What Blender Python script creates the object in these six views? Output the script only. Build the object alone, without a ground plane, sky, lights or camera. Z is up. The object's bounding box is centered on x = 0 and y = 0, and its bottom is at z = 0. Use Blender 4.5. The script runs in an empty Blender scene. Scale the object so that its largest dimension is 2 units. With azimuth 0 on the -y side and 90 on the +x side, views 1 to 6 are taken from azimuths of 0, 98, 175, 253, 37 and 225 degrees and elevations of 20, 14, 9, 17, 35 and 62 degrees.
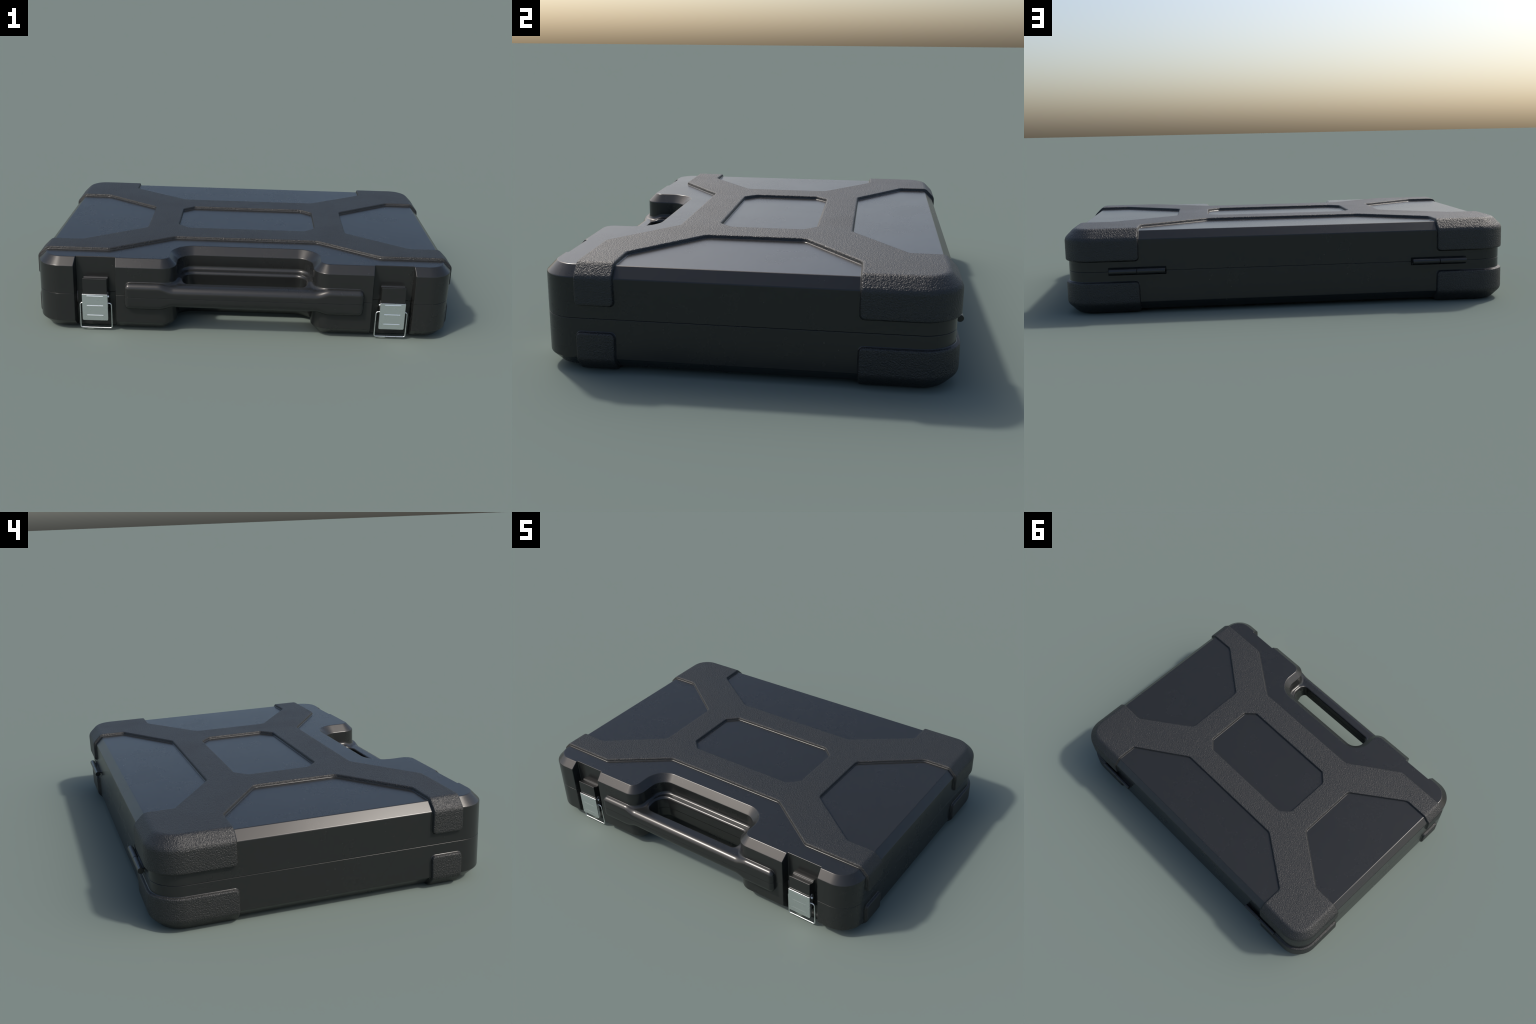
# Hard plastic carrying case: lid and base shells, grained rubber bumper bands,
# carrying handle moulded into the front recess, two metal bail latches, two barrel hinges.
import bpy, bmesh, math
import numpy as np
from mathutils import Vector, Matrix
from mathutils.geometry import delaunay_2d_cdt

MID = 0.189            # height of the seam; base mirrors the lid about it
TOP = 0.3645            # flat top of the lid
CH_IN, CH_Z = 0.036, 0.036   # chamfer: how far in, how far down
HX, Y0, Y1, RC = 0.9865, -0.689, 0.688, 0.120   # wall extents and corner radius
BAND = 0.0135          # thickness of the bumper bands

# ------------------------------------------------------------------ materials
def new_mat(name):
    m = bpy.data.materials.new(name)
    m.use_nodes = True
    nt = m.node_tree
    nt.nodes.clear()
    out = nt.nodes.new('ShaderNodeOutputMaterial')
    b = nt.nodes.new('ShaderNodeBsdfPrincipled')
    nt.links.new(b.outputs[0], out.inputs[0])
    return m, nt, b

def node(nt, kind, **kw):
    n = nt.nodes.new(kind)
    for k, v in kw.items():
        if hasattr(n, k):
            setattr(n, k, v)
        else:
            n.inputs[k].default_value = v
    return n

def ramp(nt, src, a, b, va, vb):
    r = node(nt, 'ShaderNodeMapRange')
    r.inputs[1].default_value, r.inputs[2].default_value = a, b
    r.inputs[3].default_value, r.inputs[4].default_value = va, vb
    nt.links.new(src, r.inputs[0])
    return r.outputs[0]

def noise(nt, coord, scale, detail=2.0, rough=0.5):
    n = node(nt, 'ShaderNodeTexNoise')
    n.inputs['Scale'].default_value = scale
    n.inputs['Detail'].default_value = detail
    n.inputs['Roughness'].default_value = rough
    nt.links.new(coord, n.inputs['Vector'])
    return n.outputs['Fac']

def plastic():
    m, nt, b = new_mat('smooth_black_plastic')
    tc = node(nt, 'ShaderNodeTexCoord').outputs['Object']
    big = noise(nt, tc, 3.0, 5.0, 0.65)
    fine = noise(nt, tc, 90.0, 3.0, 0.7)
    patch = noise(nt, tc, 7.0, 2.0)
    # small scuffs, gathered in patches
    spots = ramp(nt, fine, 0.62, 0.72, 0.0, 1.0)
    where = ramp(nt, patch, 0.60, 0.72, 0.0, 1.0)
    mul = node(nt, 'ShaderNodeMath', operation='MULTIPLY')
    nt.links.new(spots, mul.inputs[0]); nt.links.new(where, mul.inputs[1])
    mixc = node(nt, 'ShaderNodeMix', data_type='RGBA')
    mixc.inputs[6].default_value = PL_COL
    mixc.inputs[7].default_value = tuple(c * 1.12 for c in PL_COL[:3]) + (1,)
    nt.links.new(mul.outputs[0], mixc.inputs[0])
    nt.links.new(mixc.outputs[2], b.inputs['Base Color'])
    r0 = ramp(nt, big, 0.35, 0.65, PL_ROUGH - 0.015, PL_ROUGH + 0.015)
    add = node(nt, 'ShaderNodeMath', operation='MULTIPLY_ADD')
    nt.links.new(mul.outputs[0], add.inputs[0]); add.inputs[1].default_value = 0.018
    nt.links.new(r0, add.inputs[2])
    nt.links.new(add.outputs[0], b.inputs['Roughness'])
    b.inputs['IOR'].default_value = 1.5
    bump = node(nt, 'ShaderNodeBump')
    bump.inputs['Strength'].default_value = 0.04
    bump.inputs['Distance'].default_value = 0.0006
    nt.links.new(mul.outputs[0], bump.inputs['Height'])
    nt.links.new(bump.outputs[0], b.inputs['Normal'])
    return m

def rubber():
    m, nt, b = new_mat('grained_black_rubber')
    tc = node(nt, 'ShaderNodeTexCoord').outputs['Object']
    # leather-like grain: warped ridges
    warp = node(nt, 'ShaderNodeTexNoise')
    warp.inputs['Scale'].default_value = 95.0
    nt.links.new(tc, warp.inputs['Vector'])
    off = node(nt, 'ShaderNodeVectorMath', operation='MULTIPLY_ADD')
    nt.links.new(warp.outputs['Color'], off.inputs[0])
    off.inputs[1].default_value = (0.008, 0.008, 0.008)
    nt.links.new(tc, off.inputs[2])
    vor = node(nt, 'ShaderNodeTexVoronoi', feature='SMOOTH_F1')
    vor.inputs['Scale'].default_value = 165.0
    nt.links.new(off.outputs[0], vor.inputs['Vector'])
    n2 = noise(nt, off.outputs[0], 230.0, 2.0)
    h = node(nt, 'ShaderNodeMath', operation='MULTIPLY_ADD')
    nt.links.new(vor.outputs['Distance'], h.inputs[0]); h.inputs[1].default_value = -0.5
    nt.links.new(n2, h.inputs[2])
    bump = node(nt, 'ShaderNodeBump')
    bump.inputs['Strength'].default_value = RB_BUMP
    bump.inputs['Distance'].default_value = 0.003
    nt.links.new(h.outputs[0], bump.inputs['Height'])
    nt.links.new(bump.outputs[0], b.inputs['Normal'])
    big = noise(nt, tc, 4.0, 3.0)
    nt.links.new(ramp(nt, big, 0.35, 0.65, RB_ROUGH - 0.03, RB_ROUGH + 0.03), b.inputs['Roughness'])
    b.inputs['Base Color'].default_value = RB_COL
    return m

def metal():
    m, nt, b = new_mat('brushed_steel')
    tc = node(nt, 'ShaderNodeTexCoord').outputs['Object']
    n = noise(nt, tc, 40.0, 3.0)
    b.inputs['Base Color'].default_value = (0.88, 0.90, 0.91, 1)
    b.inputs['Metallic'].default_value = 1.0
    nt.links.new(ramp(nt, n, 0.3, 0.7, 0.27, 0.29), b.inputs['Roughness'])
    return m

PL_COL, PL_ROUGH = (0.0147, 0.0156, 0.0153, 1), 0.265  # plastic colour tinted slightly green for the ground's reflection on the walls
RB_COL, RB_ROUGH, RB_BUMP = (0.0166, 0.0174, 0.0171, 1), 0.44, 0.95
M_PL, M_RB, M_ST = plastic(), rubber(), metal()

# ------------------------------------------------------------------ helpers
def link(name, me, parent, mat):
    o = bpy.data.objects.new(name, me)
    bpy.context.scene.collection.objects.link(o)
    if mat:
        me.materials.clear()
        me.materials.append(mat)
    if parent:
        o.parent = parent
    return o

def arc(cx, cy, r, a0, a1, step=4.0):
    n = max(2, int(round(abs(a1 - a0) / step)))
    return [(cx + r * math.cos(math.radians(a0 + (a1 - a0) * i / n)),
             cy + r * math.sin(math.radians(a0 + (a1 - a0) * i / n))) for i in range(n + 1)]

def dense(loop, step=0.010):
    """Split long straight runs so heights can vary along them."""
    out = []
    for p, q in zip(loop, loop[1:] + loop[:1]):
        n = max(1, int(math.dist(p, q) / step))
        out += [(p[0] + (q[0] - p[0]) * i / n, p[1] + (q[1] - p[1]) * i / n) for i in range(n)]
    return out

def wall_outline(t):
    """Plan of the shell wall moved inward by t, counter-clockwise, with the handle recess."""
    p = []
    cx, cy0, cy1 = HX - RC, Y0 + RC, Y1 - RC
    p += arc(-cx, cy0, RC - t, 180, 270)
    p += arc(-0.400, Y0 + 0.075, 0.075 - t, 270, 360)
    p += arc(-0.250, -0.562, 0.075 + t, 180, 90)
    p += arc(0.250, -0.562, 0.075 + t, 90, 0)
    p += arc(0.400, Y0 + 0.075, 0.075 - t, 180, 270)
    p += arc(cx, cy0, RC - t, 270, 360)
    p += arc(cx, cy1, RC - t, 0, 90)
    p += arc(-cx, cy1, RC - t, 90, 180)
    return p

def rounded_rect(x0, x1, y0, y1, r, step=5.0):
    if not isinstance(r, (list, tuple)):
        r = (r,) * 4
    a, b, c, d = [max(q, 1e-4) for q in r]        # front-left, front-right, back-right, back-left
    return (arc(x0 + a, y0 + a, a, 180, 270, step) + arc(x1 - b, y0 + b, b, 270, 360, step)
            + arc(x1 - c, y1 - c, c, 0, 90, step) + arc(x0 + d, y1 - d, d, 90, 180, step))

def loft(rows, name):
    bm = bmesh.new()
    vs = [[bm.verts.new(p) for p in row] for row in rows]
    n = len(rows[0])
    for a, b in zip(vs[:-1], vs[1:]):
        for i in range(n):
            j = (i + 1) % n
            bm.faces.new((a[i], a[j], b[j], b[i]))
    bm.faces.new(vs[0][::-1])
    bm.faces.new(vs[-1])
    me = bpy.data.meshes.new(name)
    bm.to_mesh(me)
    bm.free()
    return me

def box_mesh(bm, x0, x1, y0, y1, z0, z1):
    v = [bm.verts.new((x, y, z)) for z in (z0, z1) for y in (y0, y1) for x in (x0, x1)]
    for f in ((0, 2, 3, 1), (4, 5, 7, 6), (0, 1, 5, 4), (2, 6, 7, 3), (0, 4, 6, 2), (1, 3, 7, 5)):
        bm.faces.new([v[i] for i in f])

def bake(o, angle=None):
    """Apply the modifiers of o into its mesh."""
    dg = bpy.context.evaluated_depsgraph_get()
    me = bpy.data.meshes.new_from_object(o.evaluated_get(dg))
    o.modifiers.clear()
    o.data = me
    return o

def mirror_z(me, name):
    m = me.copy()
    m.name = name
    m.transform(Matrix.Translation((0, 0, 2 * MID)) @ Matrix.Diagonal((1, 1, -1, 1)))
    m.flip_normals()
    return m

def bevel(o, w, seg=2, ang=30):
    b = o.modifiers.new('bevel', 'BEVEL')
    b.width, b.segments, b.limit_method, b.angle_limit = w, seg, 'ANGLE', math.radians(ang)
    b.harden_normals = True
    b.use_clamp_overlap = False
    o.data.shade_smooth()
    return b

# --- 2D polygons and distances (numpy)
def seg_dist(P, loop, closed=True):
    P = np.asarray(P, float)
    A = np.asarray(loop, float)
    B = np.roll(A, -1, 0) if closed else A[1:]
    A = A if closed else A[:-1]
    keep = np.hypot(*(B - A).T) > 1e-9
    A, B = A[keep], B[keep]
    best = np.full(len(P), 1e9)
    for a, b in zip(A, B):
        d = b - a
        t = np.clip(((P - a) @ d) / (d @ d), 0, 1)
        best = np.minimum(best, np.hypot(*(P - a - t[:, None] * d).T))
    return best

def inside(P, loop):
    P = np.asarray(P, float)
    A = np.asarray(loop, float)
    B = np.roll(A, -1, 0)
    c = np.zeros(len(P), bool)
    for (x0, y0), (x1, y1) in zip(A, B):
        if y0 == y1:
            continue
        hit = ((y0 > P[:, 1]) != (y1 > P[:, 1])) & (P[:, 0] < (x1 - x0) * (P[:, 1] - y0) / (y1 - y0) + x0)
        c ^= hit
    return c

def sdist(P, loop):
    return seg_dist(P, loop) * np.where(inside(P, loop), 1, -1)

def offset_poly(poly, d, radii):
    """Move a counter-clockwise polygon inward by d (mitred), then round its corners by their radii."""
    P = np.asarray(poly, float)
    n = len(P)
    N = np.roll(P, -1, 0) - P
    N /= np.hypot(*N.T)[:, None]
    nor = np.stack([-N[:, 1], N[:, 0]], 1)         # points inward
    Q = []
    for i in range(n):
        a, b = nor[i - 1], nor[i]
        Q.append(P[i] + d * (a + b) / (1 + a @ b))
    out = []
    for i in range(n):
        t0, t1 = N[i - 1], N[i]
        turn = math.atan2(t0[0] * t1[1] - t0[1] * t1[0], t0 @ t1)
        if abs(turn) < 0.2 or radii[i] <= 0:
            out.append(tuple(Q[i])); continue
        r = radii[i] - d if turn > 0 else radii[i] + d
        r = max(r, 0.0015)
        L = r * math.tan(abs(turn) / 2)
        s = Q[i] - t0 * L
        m = np.array([-t0[1], t0[0]]) * (1 if turn > 0 else -1)
        c = s + m * r
        k = max(3, int(abs(turn) / math.radians(9)))
        for j in range(k + 1):
            a = turn * j / k
            v = s - c
            out.append((c[0] + v[0] * math.cos(a) - v[1] * math.sin(a), c[1] + v[0] * math.sin(a) + v[1] * math.cos(a)))
    return out

def triangulate(loops, points, keep):
    """Constrained triangulation of loops plus free points; keep(centroids) selects triangles."""
    V, E = [], []
    for lp in loops:
        clean = [lp[0]]
        for p in lp[1:]:
            if math.dist(p, clean[-1]) > 2e-5:
                clean.append(p)
        if math.dist(clean[0], clean[-1]) < 2e-5:
            clean.pop()
        k = len(V)
        V += clean
        E += [(k + i, k + (i + 1) % len(clean)) for i in range(len(clean))]
    V += list(points)
    r = delaunay_2d_cdt([Vector(v) for v in V], E, [], 0, 1e-5)
    pts = np.array([tuple(v) for v in r[0]])
    tri = np.array([f for f in r[2] if len(f) == 3])
    a, b, c = pts[tri[:, 0]], pts[tri[:, 1]], pts[tri[:, 2]]
    area = (b[:, 0] - a[:, 0]) * (c[:, 1] - a[:, 1]) - (b[:, 1] - a[:, 1]) * (c[:, 0] - a[:, 0])
    tri[area < 0] = tri[area < 0][:, ::-1]
    tri = tri[keep((a + b + c) / 3) & (np.abs(area) > 1e-10)]
    used = np.unique(tri)
    remap = -np.ones(len(pts), int)
    remap[used] = np.arange(len(used))
    return pts[used], remap[tri]

def rim_edges(tri):
    seen = {}
    for t in tri:
        for i in range(3):
            e = (int(t[i]), int(t[(i + 1) % 3]))
            seen[e] = True
    return [e for e in seen if (e[1], e[0]) not in seen]

def rimmed(name, pts, tri, P, nor, U, rim_ring):
    """As sheet, but with a small rounded edge where the side walls meet the underside."""
    n = len(pts)
    rim = rim_edges(tri)
    ids = sorted({v for e in rim for v in e})
    k = {v: i for i, v in enumerate(ids)}
    z0, drop = rim_ring
    out = np.zeros((n, 2))                         # outward direction at the rim, in plan
    for a, b in rim:
        d = pts[b] - pts[a]
        d = np.array([d[1], -d[0]]) / (np.hypot(*d) + 1e-12)
        out[a] += d
        out[b] += d
    out /= np.hypot(*out.T)[:, None] + 1e-12
    ring = np.column_stack([pts[ids], np.full(len(ids), z0)])
    low = U.copy()
    low[:, :2] -= drop * out
    m = len(ids)
    V = np.vstack([P, low, ring])
    f = [tuple(int(i) for i in t) for t in tri] + [tuple(int(i) + n for i in t[::-1]) for t in tri]
    side = [(b, a, 2 * n + k[a], 2 * n + k[b]) for a, b in rim]
    edge = [(2 * n + k[b], 2 * n + k[a], a + n, b + n) for a, b in rim]
    me = bpy.data.meshes.new(name)
    me.from_pydata([tuple(v) for v in V], [], f + side + edge)
    me.shade_smooth()
    cn, T, F, S = [], len(tri), len(f), len(f) + len(side)
    back = {2 * n + i: v for v, i in k.items()}
    for i, poly in enumerate(me.polygons):
        for v in poly.vertices:
            if i < T:
                cn.append(tuple(nor[v]))
            elif i < F:
                cn.append((0, 0, -1))
            elif i < S or v in back:
                o = out[back.get(v, v)]
                cn.append((o[0], o[1], 0))
            else:
                o = out[v - n]
                cn.append((o[0] * 0.7, o[1] * 0.7, -0.7))
    me.normals_split_custom_set(cn)
    return me

def sheet(name, pts, tri, surf, under, eps=2e-4, rim_ring=None):
    """Solid: upper skin surf(pts) with exact normals, closed below by the skin under(pts)."""
    P = surf(pts)
    du = surf(pts + [eps, 0]) - surf(pts - [eps, 0])
    dv = surf(pts + [0, eps]) - surf(pts - [0, eps])
    nor = np.cross(du, dv)
    nor /= np.linalg.norm(nor, axis=1)[:, None] + 1e-20
    U = under(pts)
    n = len(pts)
    if rim_ring is not None:
        return rimmed(name, pts, tri, P, nor, U, rim_ring)
    faces = [tuple(int(i) for i in t) for t in tri]
    faces += [tuple(int(i) + n for i in t[::-1]) for t in tri]
    rim = rim_edges(tri)
    faces += [(b, a, a + n, b + n) for a, b in rim]
    me = bpy.data.meshes.new(name)
    me.from_pydata([tuple(v) for v in np.vstack([P, U])], [], faces)
    me.shade_smooth()
    cn = []
    top = len(tri)
    for i, poly in enumerate(me.polygons):
        for v in poly.vertices:
            if i < top:
                cn.append(tuple(nor[v]))
            else:
                cn.append(tuple(poly.normal))
    me.normals_split_custom_set(cn)
    return me

# ------------------------------------------------------------------ the case
case = bpy.data.objects.new('tool_case', None)
bpy.context.scene.collection.objects.link(case)
case['label'] = 'black hard plastic tool case with cross-shaped rubber bumpers and steel latches'
case['category'] = 'tool case'

# --- lid and base shells
rows = []
for t, z in ((0.0, MID + 0.0004), (0.0, TOP - CH_Z), (CH_IN, TOP)):
    rows.append([(x, y, z) for x, y in wall_outline(t)])
# drop doubled points shared by all rows
keep = [i for i in range(len(rows[0])) if math.dist(rows[0][i], rows[0][i - 1]) > 1e-6 or math.dist(rows[2][i], rows[2][i - 1]) > 1e-6]
rows = [[r[i] for i in keep] for r in rows]
lid = link('lid', loft(rows, 'lid'), case, M_PL)

cut = bmesh.new()
LX = 0.706                                     # latch centre
for s in (-1, 1):
    # latch pocket: slightly drafted side walls
    a = [(-0.0995, -0.70), (0.0995, -0.70), (0.0925, -0.6460), (-0.0925, -0.6460)]
    lo = [cut.verts.new((s * LX + x, y, 0.10)) for x, y in a]
    hi = [cut.verts.new((s * LX + x, y, 0.50)) for x, y in a]
    cut.faces.new(lo[::-1]); cut.faces.new(hi)
    for i in range(4):
        j = (i + 1) % 4
        cut.faces.new((lo[i], lo[j], hi[j], hi[i]))
    # hinge relief in the back wall
    box_mesh(cut, s * 0.6755 - 0.1245, s * 0.6755 + 0.1245, 0.6850, 0.72, 0.10, MID + 0.0155)
cme = bpy.data.meshes.new('cutter')
cut.to_mesh(cme); cut.free()
cutter = link('cutter', cme, None, None)
bo = lid.modifiers.new('pockets', 'BOOLEAN')
bo.object, bo.operation, bo.solver = cutter, 'DIFFERENCE', 'EXACT'
bake(lid)
# round the edges that catch light; the seam edge only a little
bm = bmesh.new()
bm.from_mesh(lid.data)
bmesh.ops.dissolve_limit(bm, angle_limit=math.radians(0.5), verts=bm.verts, edges=bm.edges, delimit={'NORMAL'})
wl = bm.edges.layers.float.new('bevel_weight_edge')
for e in bm.edges:
    if len(e.link_faces) == 2 and e.calc_face_angle() > math.radians(28):
        seam = max(v.co.z for v in e.verts) < MID + 0.002
        e[wl] = 0.42 if seam else 1.0
bm.to_mesh(lid.data)
bm.free()
bevel(lid, 0.0030, 2).limit_method = 'WEIGHT'
bake(lid)
bpy.data.objects.remove(cutter)
base = link('base', mirror_z(lid.data, 'base'), case, M_PL)

# --- bumper bands: drawn flat, then folded over the chamfer and down the walls
C_LEN = math.hypot(CH_IN, CH_Z)
RIM = TOP - CH_Z - 0.236
S_END = C_LEN + RIM
RT = RC - CH_IN                                # corner radius of the flat top
CX, CY0, CY1 = HX - RC, Y0 + RC, Y1 - RC

def prof(s):
    """Folded profile: distance outward and height for flat distance s past the top edge, softly rounded."""
    ss = np.array([-9.0, 0.0, C_LEN, C_LEN + 9.0])
    rr = np.array([-9.0, 0.0, CH_IN, CH_IN])
    zz = np.array([TOP, TOP, TOP - CH_Z, TOP - CH_Z - 9.0])
    k = np.linspace(-0.007, 0.007, 15)
    S = s[:, None] + k[None, :]
    return np.interp(S, ss, rr).mean(1), np.interp(S, ss, zz).mean(1)

def fold(P, h):
    core = np.stack([np.clip(P[:, 0], -CX, CX), np.clip(P[:, 1], CY0, CY1)], 1)
    v = P - core
    rho = np.hypot(*v.T)
    n = v / np.maximum(rho, 1e-9)[:, None]
    s = np.where(rho > 1e-9, rho - RT, -1.0)
    r, z = prof(s)
    r2, z2 = prof(s + 2e-4)
    tr, tz = r2 - r, z2 - z
    L = np.hypot(tr, tz)
    nr, nz = -tz / L, tr / L
    out = np.empty((len(P), 3))
    rad = np.where(rho > 1e-9, RT + r + h * nr, 0.0)
    out[:, :2] = core + n * rad[:, None]
    out[:, 2] = z + h * nz
    return out

XE = CX + RT + S_END                           # pad end on the sides, drawn flat
YE = CY1 + RT + S_END                          # and on the back
RO = RT + S_END
half = [((0.3575, -0.352), 0.034), ((0.653, -0.558), 0.034), ((XE, -0.557), 0.016), ((XE, -0.4255), 0.016),
        ((0.811, -0.4305), 0.05), ((0.513, -0.212), 0.034), ((0.513, 0.160), 0.034), ((0.809, 0.3745), 0.05),
        ((XE, 0.3745), 0.016)]
half += [(p, 0) for p in arc(CX, CY1, RO, 0, 90, 6)]
half += [((0.669, YE), 0.016), ((0.667, 0.535), 0.018), ((0.363, 0.327), 0.034)]
poly = half + [((-p[0], p[1]), r) for p, r in half[::-1]]
PB, RB = [p for p, r in poly], [r for p, r in poly]
win_h = [((0.300, -0.199), 0.020), ((0.357, -0.145), 0.020), ((0.357, 0.134), 0.020), ((0.300, 0.185), 0.020)]
win = win_h + [((-p[0], p[1]), r) for p, r in win_h[::-1]]
PW, RW = [p for p, r in win], [r for p, r in win]
FOOT = 0.0048                                  # edges above are mid-slope; the foot lies this far outside
def band_loop(d):
    return offset_poly(PB, d - FOOT, RB)
def win_loop(d):
    return offset_poly(PW, -(d - FOOT), RW)
foot_out, foot_win = band_loop(0.0), win_loop(0.0)
EDGE_D = [0.0, 0.0014, 0.0026, 0.0036, 0.0042, 0.0048, 0.0058, 0.0074, 0.0092, 0.0112, 0.0140]
EDGE_H = [-0.0004, 0.0002, 0.0011, 0.0026, 0.0052, 0.0080, 0.0106, 0.0125, 0.0130, 0.0134, 0.0135]
EDGE_DD = np.linspace(0, 0.014, 141)
_h = np.interp(np.concatenate([EDGE_DD[:1]] * 4 + [EDGE_DD] + [EDGE_DD[-1:]] * 4), EDGE_D, EDGE_H)
EDGE_HH = np.convolve(_h, np.ones(9) / 9, 'valid')
def band_h(P):
    d = np.minimum(sdist(P, foot_out), -sdist(P, foot_win))
    return np.interp(d, EDGE_DD, EDGE_HH)
loops = [band_loop(d) for d in EDGE_D] + [win_loop(d) for d in EDGE_D]
for s in (-0.007, -0.0035, 0, 0.0035, 0.007):
    for q in (s, s + C_LEN):
        loops.append(rounded_rect(-CX - RT - q, CX + RT + q, CY0 - RT - q, CY1 + RT + q, RT + q, 5))
def keep_band(c):
    return inside(c, foot_out) & ~inside(c, foot_win)
pts, tri = triangulate(loops, [], keep_band)
band_me = sheet('bumper_band', pts, tri, lambda P: fold(P, band_h(P)), lambda P: fold(P, np.full(len(P), -0.004)))
cen = pts[tri].mean(1)
foot = np.minimum(sdist(cen, foot_out), -sdist(cen, foot_win)) < 0.0030
top_band = link('bumper_band', band_me, lid, M_RB)
band_me.materials.append(M_PL)                 # the foot fillet belongs to the smooth shell
band_me.polygons.foreach_set('material_index', np.concatenate([foot, np.zeros(len(band_me.polygons) - len(foot), bool)]).astype(np.int32))

me2 = band_me.copy()
me2.name = 'bumper_band_base'
def mirrored_sheet(me, name):
    """Mirror about the seam plane, keeping the custom normals."""
    nv = np.array([v.co for v in me.vertices])
    nv[:, 2] = 2 * MID - nv[:, 2]
    f, cn = [], []
    ln = [tuple(c.vector) for c in me.corner_normals]
    for p in me.polygons:
        f.append(tuple(p.vertices)[::-1])
        for li in reversed(p.loop_indices):
            x, y, z = ln[li]
            cn.append((x, y, -z))
    m = bpy.data.meshes.new(name)
    m.from_pydata([tuple(v) for v in nv], [], f)
    m.shade_smooth()
    m.normals_split_custom_set(cn)
    return m
low = link('bumper_band', mirrored_sheet(band_me, 'bumper_band_base'), base, M_RB)
low.data.materials.append(M_PL)
low.data.polygons.foreach_set('material_index', [p.material_index for p in band_me.polygons])
bpy.data.meshes.remove(me2)

# --- handle: a slab filling the recess, pierced by the grip slot
HY = -0.717                                    # front face of the grip
HE = 0.566                                     # half length of the mounting plates
R_F, R_S, R_L, R_W = 0.036, 0.010, 0.016, 0.018
def front_loop(d):
    return rounded_rect(-HE + d, HE - d, HY + d, -0.40, (max(0.022 - d, 0.002), max(0.022 - d, 0.002), 0.002, 0.002), 9)
def slot_loop(d):
    return rounded_rect(-0.296 - d, 0.296 + d, -0.645 - d, -0.524 + d, (0.028 + d, 0.028 + d, 0.052 + d, 0.052 + d), 6)
W0 = wall_outline(0.0)
W_IN = wall_outline(0.004)
F0, S0 = front_loop(0.0), slot_loop(0.0)
def smooth(x, a, b):
    t = np.clip((x - a) / (b - a), 0, 1)
    return t * t * (3 - 2 * t)
def rnd(d, r):
    d = np.minimum(np.maximum(d, 0), r)
    return r - np.sqrt(np.maximum(r * r - (r - d) ** 2, 0))
def handle_z(P):
    dF, dS, dW = sdist(P, F0), -sdist(P, S0), np.maximum(-sdist(P, W0), 0)
    ax = np.abs(P[:, 0])
    bar = (1 - smooth(ax, 0.335, 0.405)) * (1 - smooth(P[:, 1], -0.655, -0.605))
    z = 0.0665 - 0.0135 * bar
    rs = R_L + (R_S - R_L) * (1 - smooth(P[:, 1], -0.64, -0.60))
    rw = R_W + (0.003 - R_W) * smooth(ax, 0.33, 0.41)
    z = z - rnd(dF, R_F - 0.007 * smooth(ax, 0.335, 0.405)) - rnd(dS, rs) + rnd(dW, rw)
    return np.maximum(z, 0.002)
angs = np.radians(np.arange(0, 91, 10))
loops = [front_loop(R_F * (1 - math.cos(a))) for a in angs]
loops += [slot_loop(R_L * (1 - math.cos(a))) for a in angs]
loops += [wall_outline(-R_W * (1 - math.cos(a))) for a in angs] + [W_IN]
loops = [dense(l) for l in loops]
gx, gy = np.meshgrid(np.arange(-0.57, 0.571, 0.012), np.arange(-0.715, -0.48, 0.012))
grid = np.stack([gx.ravel(), gy.ravel()], 1)
def keep_handle(c):
    return inside(c, F0) & ~inside(c, S0) & ~inside(c, W_IN)
near = np.minimum(np.minimum(seg_dist(grid, F0), seg_dist(grid, S0)), seg_dist(grid, W0)) > 0.004
grid = grid[keep_handle(grid) & near]
pts, tri = triangulate(loops, [tuple(p) for p in grid], keep_handle)
def handle_surf(P):
    return np.column_stack([P, MID + handle_z(P)])
def handle_under(P):
    return np.column_stack([P, np.full(len(P), MID + 0.0002)])
h_me = sheet('carry_handle', pts, tri, handle_surf, handle_under, rim_ring=(MID + 0.0015, 0.0011))
link('carry_handle', h_me, lid, M_PL)
link('carry_handle', mirrored_sheet(h_me, 'carry_handle_base'), base, M_PL)

# --- latches
def tube(pts, r, name, seg=10):
    cu = bpy.data.curves.new(name, 'CURVE')
    cu.dimensions = '3D'
    cu.bevel_depth, cu.bevel_resolution, cu.use_fill_caps = r, 3, True
    sp = cu.splines.new('POLY')
    sp.points.add(len(pts) - 1)
    for q, p in zip(sp.points, pts):
        q.co = (*p, 1)
    o = bpy.data.objects.new(name, cu)
    bpy.context.scene.collection.objects.link(o)
    dg = bpy.context.evaluated_depsgraph_get()
    me = bpy.data.meshes.new_from_object(o.evaluated_get(dg))
    bpy.data.objects.remove(o)
    me.name = name
    me.shade_smooth()
    return me

def bevelled(bm, name, w, seg=2, ang=30):
    me = bpy.data.meshes.new(name)
    bmesh.ops.recalc_face_normals(bm, faces=bm.faces)
    bm.to_mesh(me); bm.free()
    o = link(name, me, None, None)
    bevel(o, w, seg, ang)
    bake(o)
    m = o.data
    bpy.data.objects.remove(o)
    return m

def extrude_x(bm, prof2, x0, x1):
    a = [bm.verts.new((x0, y, z)) for y, z in prof2]
    b = [bm.verts.new((x1, y, z)) for y, z in prof2]
    bm.faces.new(a); bm.faces.new(b[::-1])
    n = len(prof2)
    for i in range(n):
        j = (i + 1) % n
        bm.faces.new((a[j], a[i], b[i], b[j]))

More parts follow.
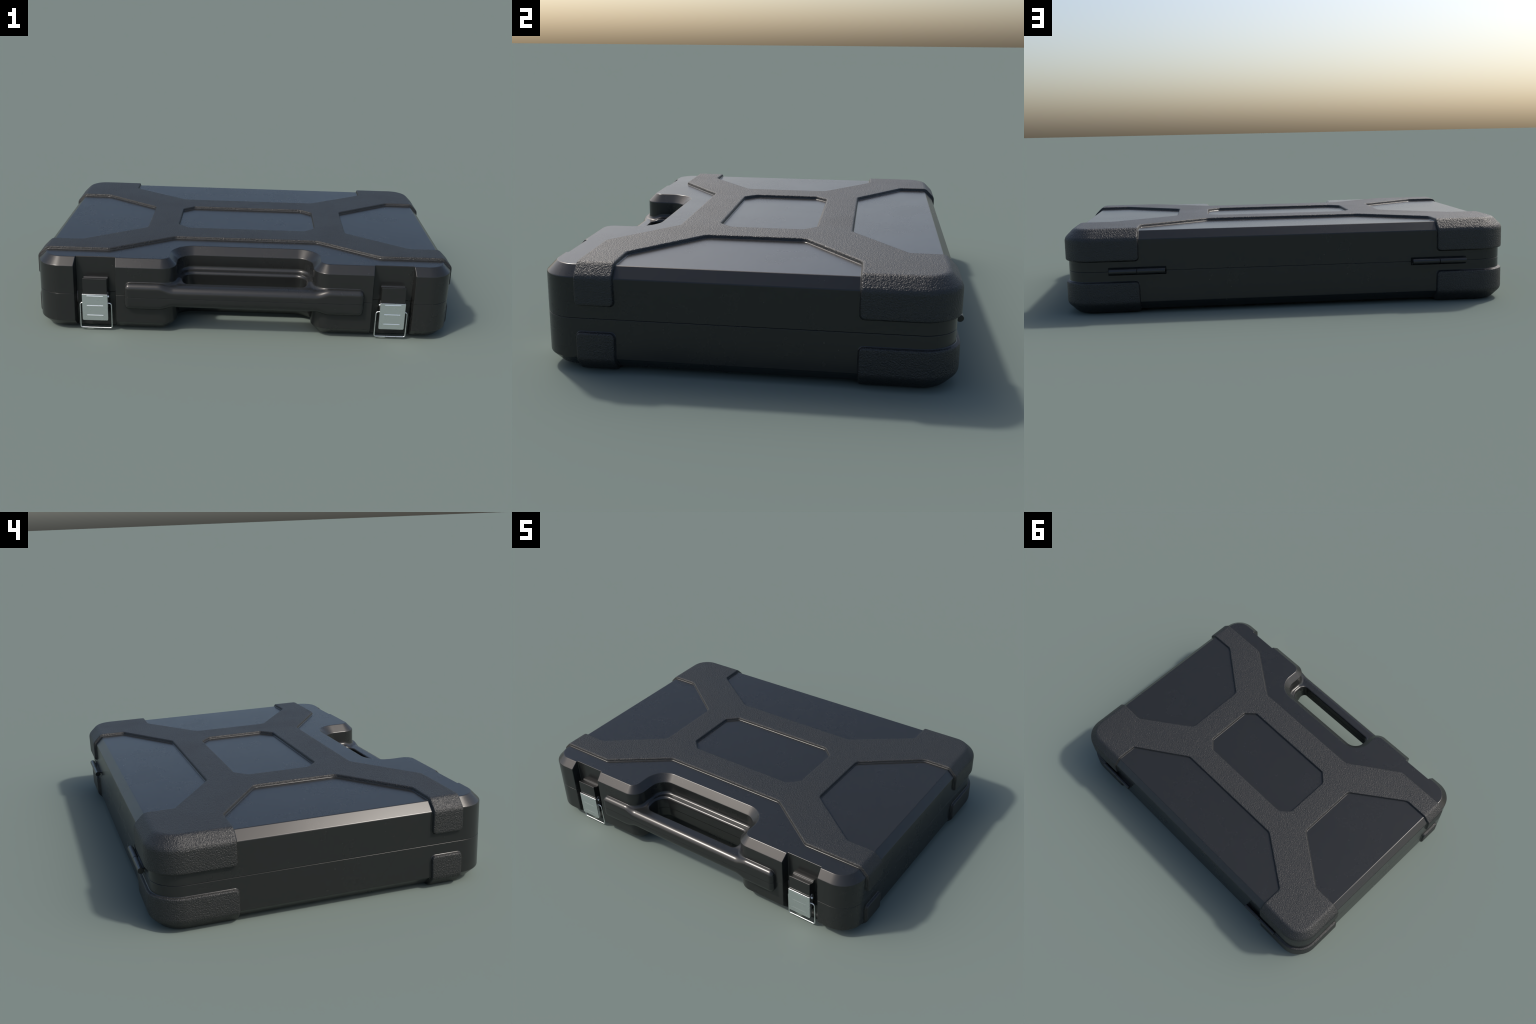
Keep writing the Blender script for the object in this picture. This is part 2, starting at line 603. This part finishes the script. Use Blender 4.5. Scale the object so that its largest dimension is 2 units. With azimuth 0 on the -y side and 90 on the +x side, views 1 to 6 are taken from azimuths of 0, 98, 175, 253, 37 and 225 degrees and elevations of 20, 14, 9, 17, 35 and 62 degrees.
# catch: block on the lid with a grooved top that hooks over the wire
bm = bmesh.new()
extrude_x(bm, [(-0.640, 0.186), (-0.691, 0.186), (-0.691, 0.268), (-0.685, 0.2685), (-0.670, 0.2600), (-0.659, 0.2605),
               (-0.656, 0.2660), (-0.650, 0.2668), (-0.640, 0.2660)], -0.0575, 0.0575)
catch_me = bevelled(bm, 'latch_catch', 0.0016, 2, 25)

# lever: folded sheet metal with side flanges
bm = bmesh.new()
WL, ZL0, ZL1, YF = 0.0605, 0.0585, 0.1915, -0.6965
front = rounded_rect(-WL, WL, ZL0, ZL1, (0.006, 0.006, 0.002, 0.002), 15)
fr = [bm.verts.new((x, YF, z)) for x, z in front]
bk = [bm.verts.new((x, YF + 0.0035, z)) for x, z in front]
bm.faces.new(fr); bm.faces.new(bk[::-1])
for i in range(len(fr)):
    j = (i + 1) % len(fr)
    bm.faces.new((fr[j], fr[i], bk[i], bk[j]))
lever_me = bevelled(bm, 'latch_lever', 0.0012, 2)
bm = bmesh.new()
for s in (-1, 1):
    xs = (s * WL - s * 0.0006, s * WL - s * 0.0045)
    fl = [(-0.6945, 0.1905), (-0.6945, 0.064), (-0.690, 0.0615), (-0.684, 0.066), (-0.678, 0.085), (-0.6745, 0.115),
          (-0.668, 0.135), (-0.662, 0.160), (-0.660, 0.180), (-0.664, 0.193), (-0.672, 0.197), (-0.684, 0.192)]
    extrude_x(bm, fl, *xs)
flange_me = bevelled(bm, 'latch_flange', 0.0009, 1)
bm = bmesh.new()
for z in (0.1795, 0.1305, 0.0815):             # three shallow pressed ribs
    R, tilt = 0.0135, 24
    capz = [(YF + R * math.cos(math.radians(tilt)) - R * math.cos(math.radians(a)) , z + R * math.sin(math.radians(a)))
            for a in np.linspace(-tilt, tilt, 9)]
    extrude_x(bm, capz + [(YF + 0.001, capz[-1][1]), (YF + 0.001, capz[0][1])], -0.0385, 0.0385)
bmesh.ops.recalc_face_normals(bm, faces=bm.faces)
rib_me = bpy.data.meshes.new('latch_rib')
bm.to_mesh(rib_me); bm.free()
rib_me.shade_smooth()
rib_me.set_sharp_from_angle(angle=math.radians(14))

def bail_points():
    p = []
    half_w, zt, zb, r = 0.0745, 0.1400, 0.0110, 0.012
    p.append((WL - 0.004, -0.6755, zt))
    p.append((half_w - r - 0.001, -0.6755, zt))
    p += [(half_w - r + r * math.sin(a), -0.6755, zt - r + r * math.cos(a)) for a in np.radians(np.arange(15, 91, 15))]
    p.append((half_w + 0.0005, -0.6740, 0.075))
    p += [(half_w - r * 0.7 + 0.7 * r * math.cos(a), -0.6735, zb + r * 0.7 - 0.7 * r * math.sin(a)) for a in np.radians(np.arange(0, 91, 15))]
    return p
bp = bail_points()
bail_me = tube(bp + [(-x, y, z) for x, y, z in bp[::-1]], 0.0030, 'latch_bail')
bm = bmesh.new()
bmesh.ops.create_cone(bm, cap_ends=True, segments=24, radius1=0.0055, radius2=0.0055, depth=2 * WL + 0.008,
                      matrix=Matrix.Translation((0, -0.6725, 0.1735)) @ Matrix.Rotation(math.radians(90), 4, 'Y'))
pin_me = bevelled(bm, 'latch_pin', 0.0012, 2)
# fixed bracket on the base behind the lever
bm = bmesh.new()
box_mesh(bm, -0.052, 0.052, -0.676, -0.640, 0.085, 0.184)
bracket_me = bevelled(bm, 'latch_bracket', 0.002, 2)

for s in (-1, 1):
    la = link('latch', catch_me.copy(), case, M_PL)
    la.data.name = 'latch_catch'
    la.location.x = s * LX
    for nm, me, mt in (('lever', lever_me, M_ST), ('lever_flange', flange_me, M_ST), ('lever_rib', rib_me, M_ST),
                       ('bail', bail_me, M_ST), ('pin', pin_me, M_ST), ('bracket', bracket_me, M_PL)):
        if s == -1:
            me.materials.clear()
            me.materials.append(mt)
        link(nm, me, la, None)

# --- hinges
bm = bmesh.new()
for s in (-1, 1):
    bmesh.ops.create_cone(bm, cap_ends=True, segments=40, radius1=0.0125, radius2=0.0125, depth=0.1215,
                          matrix=Matrix.Translation((s * 0.0617, 0.7045, MID + 0.002)) @ Matrix.Rotation(math.radians(90), 4, 'Y'))
hinge_me = bevelled(bm, 'hinge', 0.0014, 2)
hinge_me.materials.append(M_PL)
bm = bmesh.new()
box_mesh(bm, -0.120, -0.004, 0.674, 0.7045, MID + 0.0045, MID + 0.0115)
box_mesh(bm, 0.004, 0.120, 0.674, 0.7045, MID - 0.0085, MID - 0.0015)
leaf_me = bevelled(bm, 'hinge_leaf', 0.001, 1)
leaf_me.materials.append(M_PL)
for s in (-1, 1):
    h = link('hinge', hinge_me, case, None)
    h.location.x = s * 0.6755
    link('hinge_leaf', leaf_me, h, None)
